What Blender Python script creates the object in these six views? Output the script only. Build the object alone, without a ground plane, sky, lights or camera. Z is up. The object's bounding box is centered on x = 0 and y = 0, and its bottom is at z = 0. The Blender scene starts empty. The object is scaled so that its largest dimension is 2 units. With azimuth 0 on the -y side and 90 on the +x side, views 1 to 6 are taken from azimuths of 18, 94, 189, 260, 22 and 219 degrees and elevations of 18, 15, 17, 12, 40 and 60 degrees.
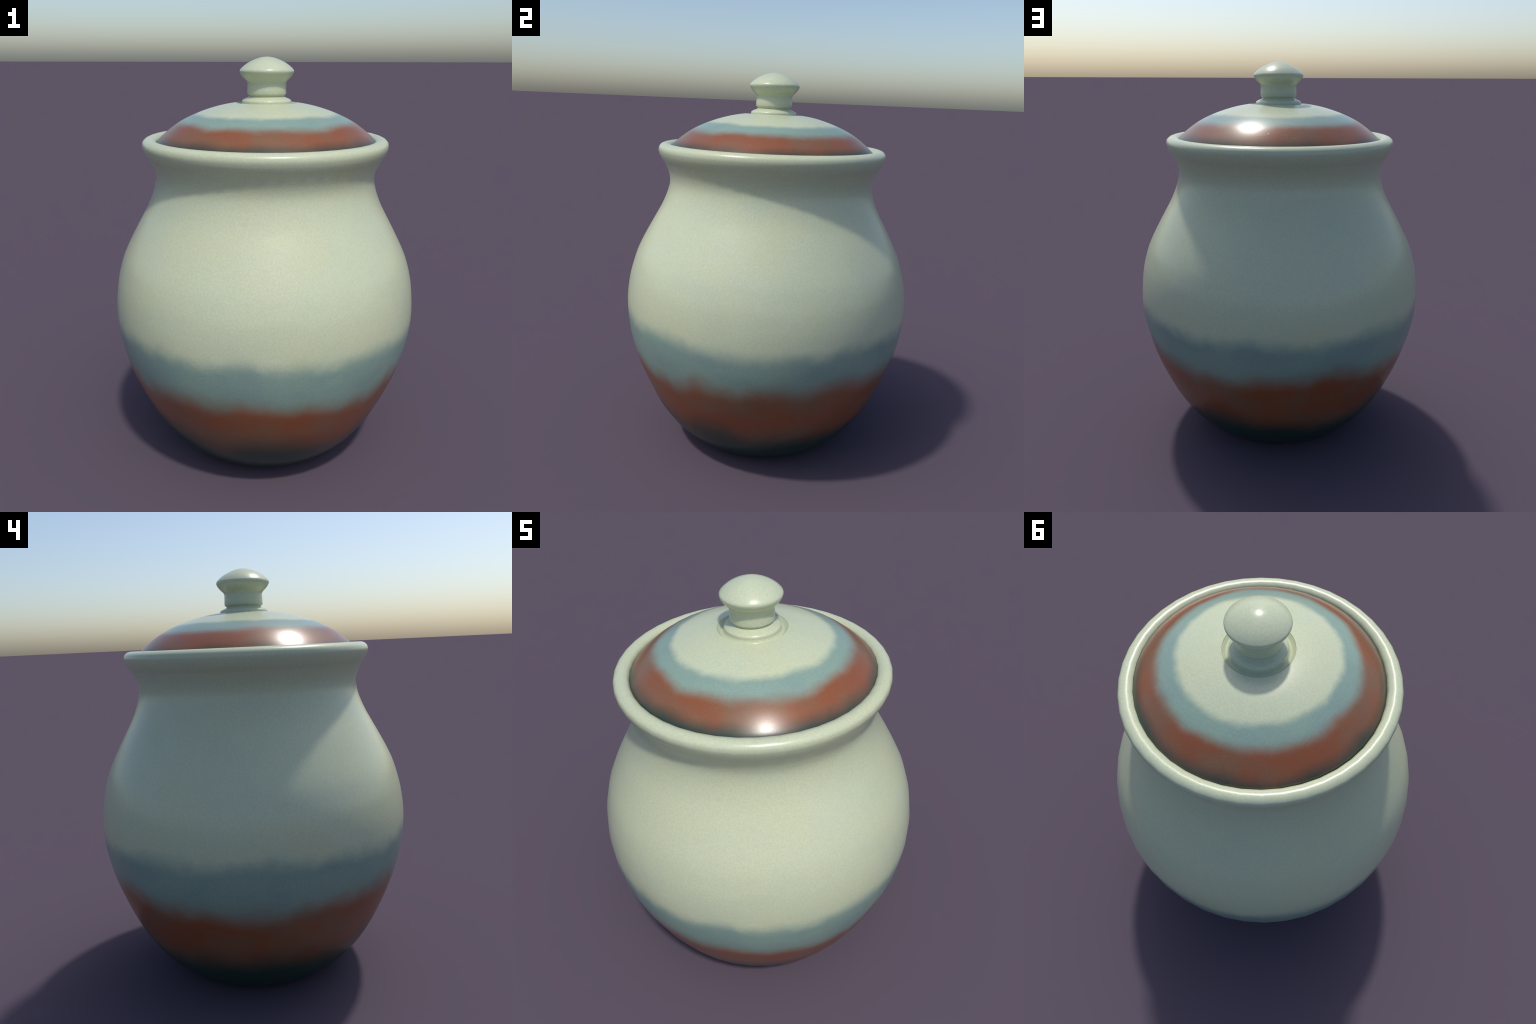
"""Glazed stoneware storage jar with a domed lid and a turned knob.

Everything is thrown on the wheel, so every part is a profile (radius, height)
revolved about a vertical axis.  The thrown surface has 44 flats round it.
"""
import bpy
import math

SIDES = 44                      # flats round the jar
LID_SHIFT = (0.0072, -0.0004)     # the lid sits a little off centre in the mouth


# ----------------------------------------------------------------- profiles
def smooth_profile(points, step):
    """Cubic (chord-length Hermite) curve through control points (r, z)."""
    n = len(points)
    chord = [0.0]
    for a, b in zip(points, points[1:]):
        chord.append(chord[-1] + math.hypot(b[0] - a[0], b[1] - a[1]))

    def slope(i, k):
        if i == 0:
            return (points[1][k] - points[0][k]) / (chord[1] - chord[0])
        if i == n - 1:
            return (points[-1][k] - points[-2][k]) / (chord[-1] - chord[-2])
        h0, h1 = chord[i] - chord[i - 1], chord[i + 1] - chord[i]
        d0 = (points[i][k] - points[i - 1][k]) / h0
        d1 = (points[i + 1][k] - points[i][k]) / h1
        return (d0 * h1 + d1 * h0) / (h0 + h1)

    tangent = [(slope(i, 0), slope(i, 1)) for i in range(n)]
    out = [points[0]]
    for i in range(n - 1):
        h = chord[i + 1] - chord[i]
        cuts = max(1, round(h / step))
        for j in range(1, cuts + 1):
            t = j / cuts
            a, b = 2 * t**3 - 3 * t**2 + 1, t**3 - 2 * t**2 + t
            c, d = -2 * t**3 + 3 * t**2, t**3 - t**2
            out.append(tuple(a * points[i][k] + b * h * tangent[i][k]
                             + c * points[i + 1][k] + d * h * tangent[i + 1][k]
                             for k in (0, 1)))
    return out


def profile_normals(profile):
    out = []
    for i in range(len(profile)):
        a = profile[max(i - 1, 0)]
        b = profile[min(i + 1, len(profile) - 1)]
        dr, dz = b[0] - a[0], b[1] - a[1]
        length = math.hypot(dr, dz) or 1.0
        out.append((dz / length, -dr / length))
    return out


def revolve(name, profile, normals, centre=(0.0, 0.0)):
    """Revolve a profile that runs upward on the outside (normals point out)."""
    verts, vert_normals, faces, rings = [], [], [], []
    for (r, z), (nr, nz) in zip(profile, normals):
        ring = []
        if r < 1e-5:
            verts.append((centre[0], centre[1], z))
            vert_normals.append((0.0, 0.0, 1.0 if nz >= 0 else -1.0))
            ring = [len(verts) - 1] * SIDES
        else:
            for k in range(SIDES):
                a = 2 * math.pi * k / SIDES
                ca, sa = math.cos(a), math.sin(a)
                verts.append((centre[0] + r * ca, centre[1] + r * sa, z))
                vert_normals.append((nr * ca, nr * sa, nz))
                ring.append(len(verts) - 1)
        rings.append(ring)
    for low, high in zip(rings, rings[1:]):
        for k in range(SIDES):
            j = (k + 1) % SIDES
            quad = []
            for v in (low[k], low[j], high[j], high[k]):
                if v not in quad:
                    quad.append(v)
            if len(quad) > 2:
                faces.append(quad)
    mesh = bpy.data.meshes.new(name)
    mesh.from_pydata(verts, [], faces)
    mesh.update()
    mesh.shade_smooth()
    mesh.normals_split_custom_set_from_vertices(vert_normals)
    obj = bpy.data.objects.new(name, mesh)
    bpy.context.scene.collection.objects.link(obj)
    return obj


# ---------------------------------------------------------------- materials
class Nodes:
    """Small helper for wiring shader nodes."""

    def __init__(self, name):
        self.mat = bpy.data.materials.new(name)
        self.mat.use_nodes = True
        self.tree = self.mat.node_tree
        self.tree.nodes.clear()
        coords = self.tree.nodes.new("ShaderNodeTexCoord")
        self.object = coords.outputs["Object"]

    def new(self, kind, **props):
        node = self.tree.nodes.new(kind)
        for key, value in props.items():
            setattr(node, key, value)
        return node

    def feed(self, socket, value):
        if isinstance(value, bpy.types.NodeSocket):
            self.tree.links.new(value, socket)
        else:
            socket.default_value = value

    def math(self, op, a, b=0.0):
        node = self.new("ShaderNodeMath", operation=op)
        self.feed(node.inputs[0], a)
        self.feed(node.inputs[1], b)
        return node.outputs[0]

    def mapped(self, scale=(1, 1, 1), offset=(0, 0, 0)):
        node = self.new("ShaderNodeMapping")
        node.inputs["Scale"].default_value = scale
        node.inputs["Location"].default_value = offset
        self.tree.links.new(self.object, node.inputs["Vector"])
        return node.outputs["Vector"]

    def noise(self, vector, scale, detail=2.0, rough=0.5, distortion=0.0):
        node = self.new("ShaderNodeTexNoise")
        self.feed(node.inputs["Vector"], vector)
        self.feed(node.inputs["Scale"], scale)
        self.feed(node.inputs["Detail"], detail)
        self.feed(node.inputs["Roughness"], rough)
        self.feed(node.inputs["Distortion"], distortion)
        return node.outputs["Fac"]

    def ease(self, value, low, high, to_low=0.0, to_high=1.0):
        node = self.new("ShaderNodeMapRange", interpolation_type="SMOOTHSTEP")
        self.feed(node.inputs["Value"], value)
        self.feed(node.inputs["From Min"], low)
        self.feed(node.inputs["From Max"], high)
        self.feed(node.inputs["To Min"], to_low)
        self.feed(node.inputs["To Max"], to_high)
        return node.outputs["Result"]

    def mix(self, fac, a, b, blend="MIX"):
        node = self.new("ShaderNodeMix", data_type="RGBA", blend_type=blend)
        self.feed(node.inputs["Factor"], fac)
        for socket, value in ((node.inputs[6], a), (node.inputs[7], b)):
            if isinstance(value, tuple):
                value = value + (1.0,)
            self.feed(socket, value)
        return node.outputs[2]


CREAM = (0.516, 0.562, 0.388)
CREAM_WARM = (0.524, 0.556, 0.366)
CREAM_COOL = (0.498, 0.548, 0.382)
BLUE = (0.232, 0.333, 0.273)
BLUE_DEEP = (0.210, 0.302, 0.266)
RUST = (0.242, 0.078, 0.030)
RUST_DULL = (0.205, 0.098, 0.050)
DARK = (0.016, 0.044, 0.033)


def glaze(name, bands=None, relief=1.0):
    """Glossy cream glaze; `bands` lists wavy dipped edges, top to bottom.

    bands = (cream_blue, blue_rust, rust_dark, size, stretch, radial): where one
    glaze runs into the next, how far those edges wander, how much the noise is
    squeezed in height.  The jar was dipped, so there the edges are heights; the
    lid was spun, so there they are distances from its axis (counted negative).
    """
    n = Nodes(name)
    z = n.new("ShaderNodeSeparateXYZ")
    n.feed(z.inputs[0], n.object)
    z = z.outputs["Z"]

    # cream with faint warm and cool clouds
    cloud = n.noise(n.mapped((1, 1, 1.4), (3.1, 0.4, 1.7)), 2.6, 3.0, 0.55)
    colour = n.mix(n.ease(cloud, 0.42, 0.70), CREAM, CREAM_WARM)
    cloud = n.noise(n.mapped((1, 1, 1.4), (-2.2, 5.4, 0.7)), 3.4, 3.0, 0.55)
    colour = n.mix(n.ease(cloud, 0.46, 0.72), colour, CREAM_COOL)

    if bands:
        z_blue, z_rust, z_dark, size, stretch, radial = bands
        if radial:
            flat_vec = n.mapped((1, 1, 0), (-LID_SHIFT[0], -LID_SHIFT[1], 0))
            far = n.new("ShaderNodeVectorMath", operation="LENGTH")
            n.feed(far.inputs[0], flat_vec)
            z = n.math("MULTIPLY", far.outputs["Value"], -1.0)

        busy = 1.5 if radial else 1.0     # finer lobes on the smaller lid

        def edge(height, softness, offset, scale, wander, fine):
            """Mask that is 1 below a wandering, runny edge."""
            v = n.mapped((1, 1, stretch), offset)
            big = n.math("SUBTRACT", n.noise(v, scale, 1.0, 0.4), 0.5)
            even = n.mapped((1, 1, 1), offset)
            small = n.math("SUBTRACT", n.noise(even, scale * 3.2, 1.0, 0.5), 0.5)
            w = n.math("ADD", n.math("MULTIPLY", big, wander * size),
                       n.math("MULTIPLY", small, fine * size))
            at = n.math("ADD", z, w)
            return n.ease(at, height + softness[0] * size, height - softness[1] * size)

        blue = n.mix(n.ease(n.noise(n.mapped((1, 1, 2), (7, 1, 2)), 4.0), 0.4, 0.7),
                     BLUE, BLUE_DEEP)
        rust_cloud = n.noise(n.mapped((1, 1, 1.6), (1.3, 8.2, 4.1)), 4.6, 2.0, 0.5)
        rust = n.mix(n.ease(rust_cloud, 0.36, 0.62), RUST_DULL, RUST)
        colour = n.mix(edge(z_blue, (0.062, 0.042), (0.3, 2.0, 5.0), 4.6 * busy, 0.10, 0.040),
                       colour, blue)
        colour = n.mix(edge(z_rust, (0.072, 0.076), (4.3, 1.0, 2.5), 3.8 * busy, 0.10 if radial else 0.15, 0.040),
                       colour, rust)
        colour = n.mix(edge(z_dark, (0.070 if radial else 0.100, 0.090 if radial else 0.120), (2.3, 6.0, 9.0), 3.4 * busy, 0.12 if radial else 0.22, 0.03),
                       colour, DARK)

    # fine orange-peel speckle of the glaze
    grain = n.noise(n.object, 120.0, 2.0, 0.6)
    speck = n.ease(grain, 0.25, 0.75, 0.94, 1.055)
    tone = n.new("ShaderNodeCombineColor")
    for i in range(3):
        n.feed(tone.inputs[i], speck)
    colour = n.mix(1.0, colour, tone.outputs[0], "MULTIPLY")

    # sparse crazing: broken hairline cracks in patches
    warp = n.new("ShaderNodeVectorMath", operation="ADD")
    warp_noise = n.new("ShaderNodeTexNoise")
    n.feed(warp_noise.inputs["Vector"], n.object)
    n.feed(warp_noise.inputs["Scale"], 22.0)
    scaled = n.new("ShaderNodeVectorMath", operation="SCALE")
    n.feed(scaled.inputs[0], warp_noise.outputs["Color"])
    n.feed(scaled.inputs["Scale"], 0.045)
    n.feed(warp.inputs[0], n.object)
    n.feed(warp.inputs[1], scaled.outputs[0])
    flat = n.new("ShaderNodeMapping")
    flat.inputs["Scale"].default_value = (1.0, 1.0, 1.9)
    n.feed(flat.inputs["Vector"], warp.outputs[0])
    cells = n.new("ShaderNodeTexVoronoi", feature="DISTANCE_TO_EDGE")
    n.feed(cells.inputs["Vector"], flat.outputs[0])
    n.feed(cells.inputs["Scale"], 15.0)
    line = n.ease(cells.outputs["Distance"], 0.0, 0.028, 1.0, 0.0)
    patch = n.ease(n.noise(n.mapped((1, 1, 1), (9, 4, 1)), 2.4, 1.0), 0.45, 0.62)
    broken = n.ease(n.noise(n.mapped((1, 1, 1), (1, 7, 3)), 17.0, 1.0), 0.50, 0.60)
    crack = n.math("MULTIPLY", n.math("MULTIPLY", line, patch), broken)
    if bands:       # the glaze has crazed only on the belly and the lid's slope
        limit = -0.37 if bands[5] else 1.05
        crack = n.math("MULTIPLY", crack, n.ease(z, limit, limit - 0.05))
    else:
        crack = 0.0

    height = n.math("SUBTRACT", n.math("MULTIPLY", grain, 0.00010 * relief),
                    n.math("MULTIPLY", crack, 0.00032 * relief))
    bump = n.new("ShaderNodeBump")
    bump.inputs["Strength"].default_value = 1.0
    bump.inputs["Distance"].default_value = 1.0
    n.feed(bump.inputs["Height"], height)

    shader = n.new("ShaderNodeBsdfPrincipled")
    n.feed(shader.inputs["Base Color"], colour)
    shader.inputs["Roughness"].default_value = 0.28
    shader.inputs["IOR"].default_value = 1.5
    n.feed(shader.inputs["Normal"], bump.outputs[0])
    out = n.new("ShaderNodeOutputMaterial")
    n.feed(out.inputs["Surface"], shader.outputs[0])
    return n.mat


# -------------------------------------------------------------------- parts
# wall of the jar: foot, belly, shoulder, waist and flared mouth
WALL = [(0.373, 0.000), (0.390, 0.010), (0.4065, 0.020), (0.437, 0.040),
        (0.461, 0.060), (0.5030, 0.100), (0.5462, 0.150), (0.5808, 0.200),
        (0.6110, 0.250), (0.6350, 0.300), (0.6580, 0.350), (0.6790, 0.400),
        (0.698, 0.450), (0.7155, 0.500), (0.730, 0.550), (0.7425, 0.600),
        (0.7525, 0.650), (0.759, 0.700), (0.7625, 0.750), (0.7625, 0.800),
        (0.7595, 0.850), (0.753, 0.900), (0.7435, 0.950), (0.730, 1.000),
        (0.7130, 1.050), (0.6908, 1.100), (0.6650, 1.150), (0.6378, 1.200),
        (0.6098, 1.250), (0.5825, 1.300), (0.560, 1.350), (0.549, 1.380),
        (0.541, 1.410), (0.537, 1.440), (0.540, 1.470), (0.550, 1.500),
        (0.565, 1.530)]
# rolled lip, then down inside the mouth
LIP = [(0.565, 1.530), (0.583, 1.558), (0.592, 1.578), (0.5955, 1.597),
       (0.5918, 1.613), (0.5792, 1.625), (0.562, 1.630), (0.545, 1.627),
       (0.534, 1.620), (0.528, 1.610), (0.525, 1.590)]
INSIDE = [(0.525, 1.590), (0.522, 1.570), (0.505, 1.510), (0.490, 1.440),
          (0.500, 1.370), (0.560, 1.220), (0.640, 1.080), (0.688, 0.930),
          (0.700, 0.780), (0.680, 0.600), (0.620, 0.400), (0.520, 0.220),
          (0.400, 0.110), (0.200, 0.070), (0.000, 0.065)]
FOOT = [(0.0, 0.002), (0.20, 0.002), (0.34, 0.002), (0.360, 0.001), (0.372, 0.0)]

# domed lid: from the underside out to the edge and up over the dome
LID_UNDER = [(0.0, 1.765), (0.20, 1.745), (0.36, 1.690), (0.46, 1.625),
             (0.495, 1.599), (0.515, 1.596)]
LID_TOP = [(0.515, 1.596), (0.5290, 1.5985), (0.5335, 1.6050), (0.5310, 1.6125),
           (0.5235, 1.6210),
           (0.5030, 1.640), (0.4790, 1.660), (0.4525, 1.680), (0.4225, 1.700),
           (0.3850, 1.720), (0.3400, 1.740), (0.2840, 1.760), (0.2140, 1.779),
           (0.1800, 1.7855), (0.1475, 1.7905)]
# a smooth channel round the foot of the knob
LID_CHANNEL = [(0.1475, 1.7905), (0.1465, 1.7880), (0.1420, 1.7840),
               (0.1365, 1.7790), (0.1325, 1.7762), (0.1290, 1.7752)]

# knob: out of the channel into a bead, undercut collar, stem, mushroom cap
KNOB_BEAD = [(0.1290, 1.7752), (0.1262, 1.7760), (0.1230, 1.7788),
             (0.1205, 1.7832), (0.1188, 1.7888), (0.1189, 1.7945),
             (0.1178, 1.8000), (0.1110, 1.8065), (0.0990, 1.8120),
             (0.0900, 1.8155), (0.0835, 1.8205)]
KNOB_COLLAR = [(0.0835, 1.8205), (0.0865, 1.8245), (0.0915, 1.8285),
               (0.0935, 1.8330)]
KNOB_CAP = [(0.0935, 1.8330), (0.0938, 1.8420), (0.0930, 1.8570),
            (0.0925, 1.8720), (0.0935, 1.8840), (0.0985, 1.8920),
            (0.1060, 1.8990), (0.1165, 1.9100), (0.1235, 1.9200),
            (0.1280, 1.9290), (0.1290, 1.9350), (0.1272, 1.9405),
            (0.1190, 1.9500), (0.1070, 1.9605), (0.0925, 1.9705),
            (0.0730, 1.9810), (0.0500, 1.9905), (0.0280, 1.9970),
            (0.0120, 1.9993), (0.0, 2.0000)]


def fair(profile):
    """Inscribed flats pull the outline in; push the corners back out."""
    return [(r * 1.0008, z) for r, z in profile]


def chain(*segments):
    """Join profile pieces that meet in a visible crease: (profile, normals)."""
    profile, normals = [], []
    for seg in segments:
        profile += seg
        normals += profile_normals(seg)
    return profile, normals


def build():
    cream = glaze("cream_glaze")
    jar_glaze = glaze("banded_jar_glaze", (0.748, 0.550, 0.285, 1.0, 0.45, False))
    lid_glaze = glaze("banded_lid_glaze", (-0.338, -0.414, -0.505, 0.40, 0.2, True), 0.6)

    # one continuous pot surface, split into wall and lip afterwards
    wall = smooth_profile(fair(WALL), 0.014)
    lip = smooth_profile(fair(LIP), 0.004)
    joined = wall + lip[1:]
    normals = profile_normals(joined)
    cut = len(wall)
    foot = smooth_profile(fair(FOOT), 0.03)
    foot_n = profile_normals(foot)
    inside = smooth_profile(fair(INSIDE), 0.03)
    inside_n = profile_normals(inside)

    jar = bpy.data.objects.new("ceramic_jar", None)
    jar["label"] = "round cream stoneware jar with lid, blue and rust banded glaze"
    jar["category"] = "jar"
    bpy.context.scene.collection.objects.link(jar)

    # the foot ring meets the wall in a crease
    body = revolve("body", foot + joined[:cut], foot_n + normals[:cut])
    rim = revolve("rim", joined[cut - 1:], normals[cut - 1:])
    lining = revolve("inner_wall", inside, inside_n)
    lid_p, lid_n = chain(smooth_profile(LID_UNDER, 0.03), smooth_profile(LID_TOP, 0.008),
                         smooth_profile(LID_CHANNEL, 0.002))
    lid = revolve("lid", lid_p, lid_n, LID_SHIFT)
    knob_p, knob_n = chain(*(smooth_profile(s, 0.002) for s in
                             (KNOB_BEAD, KNOB_COLLAR, KNOB_CAP)))
    knob = revolve("knob", knob_p, knob_n, LID_SHIFT)

    for obj, mat, parent in ((body, jar_glaze, jar), (rim, jar_glaze, jar),
                             (lining, cream, jar), (lid, lid_glaze, jar),
                             (knob, cream, lid)):
        obj.data.materials.append(mat)
        obj.parent = parent


build()
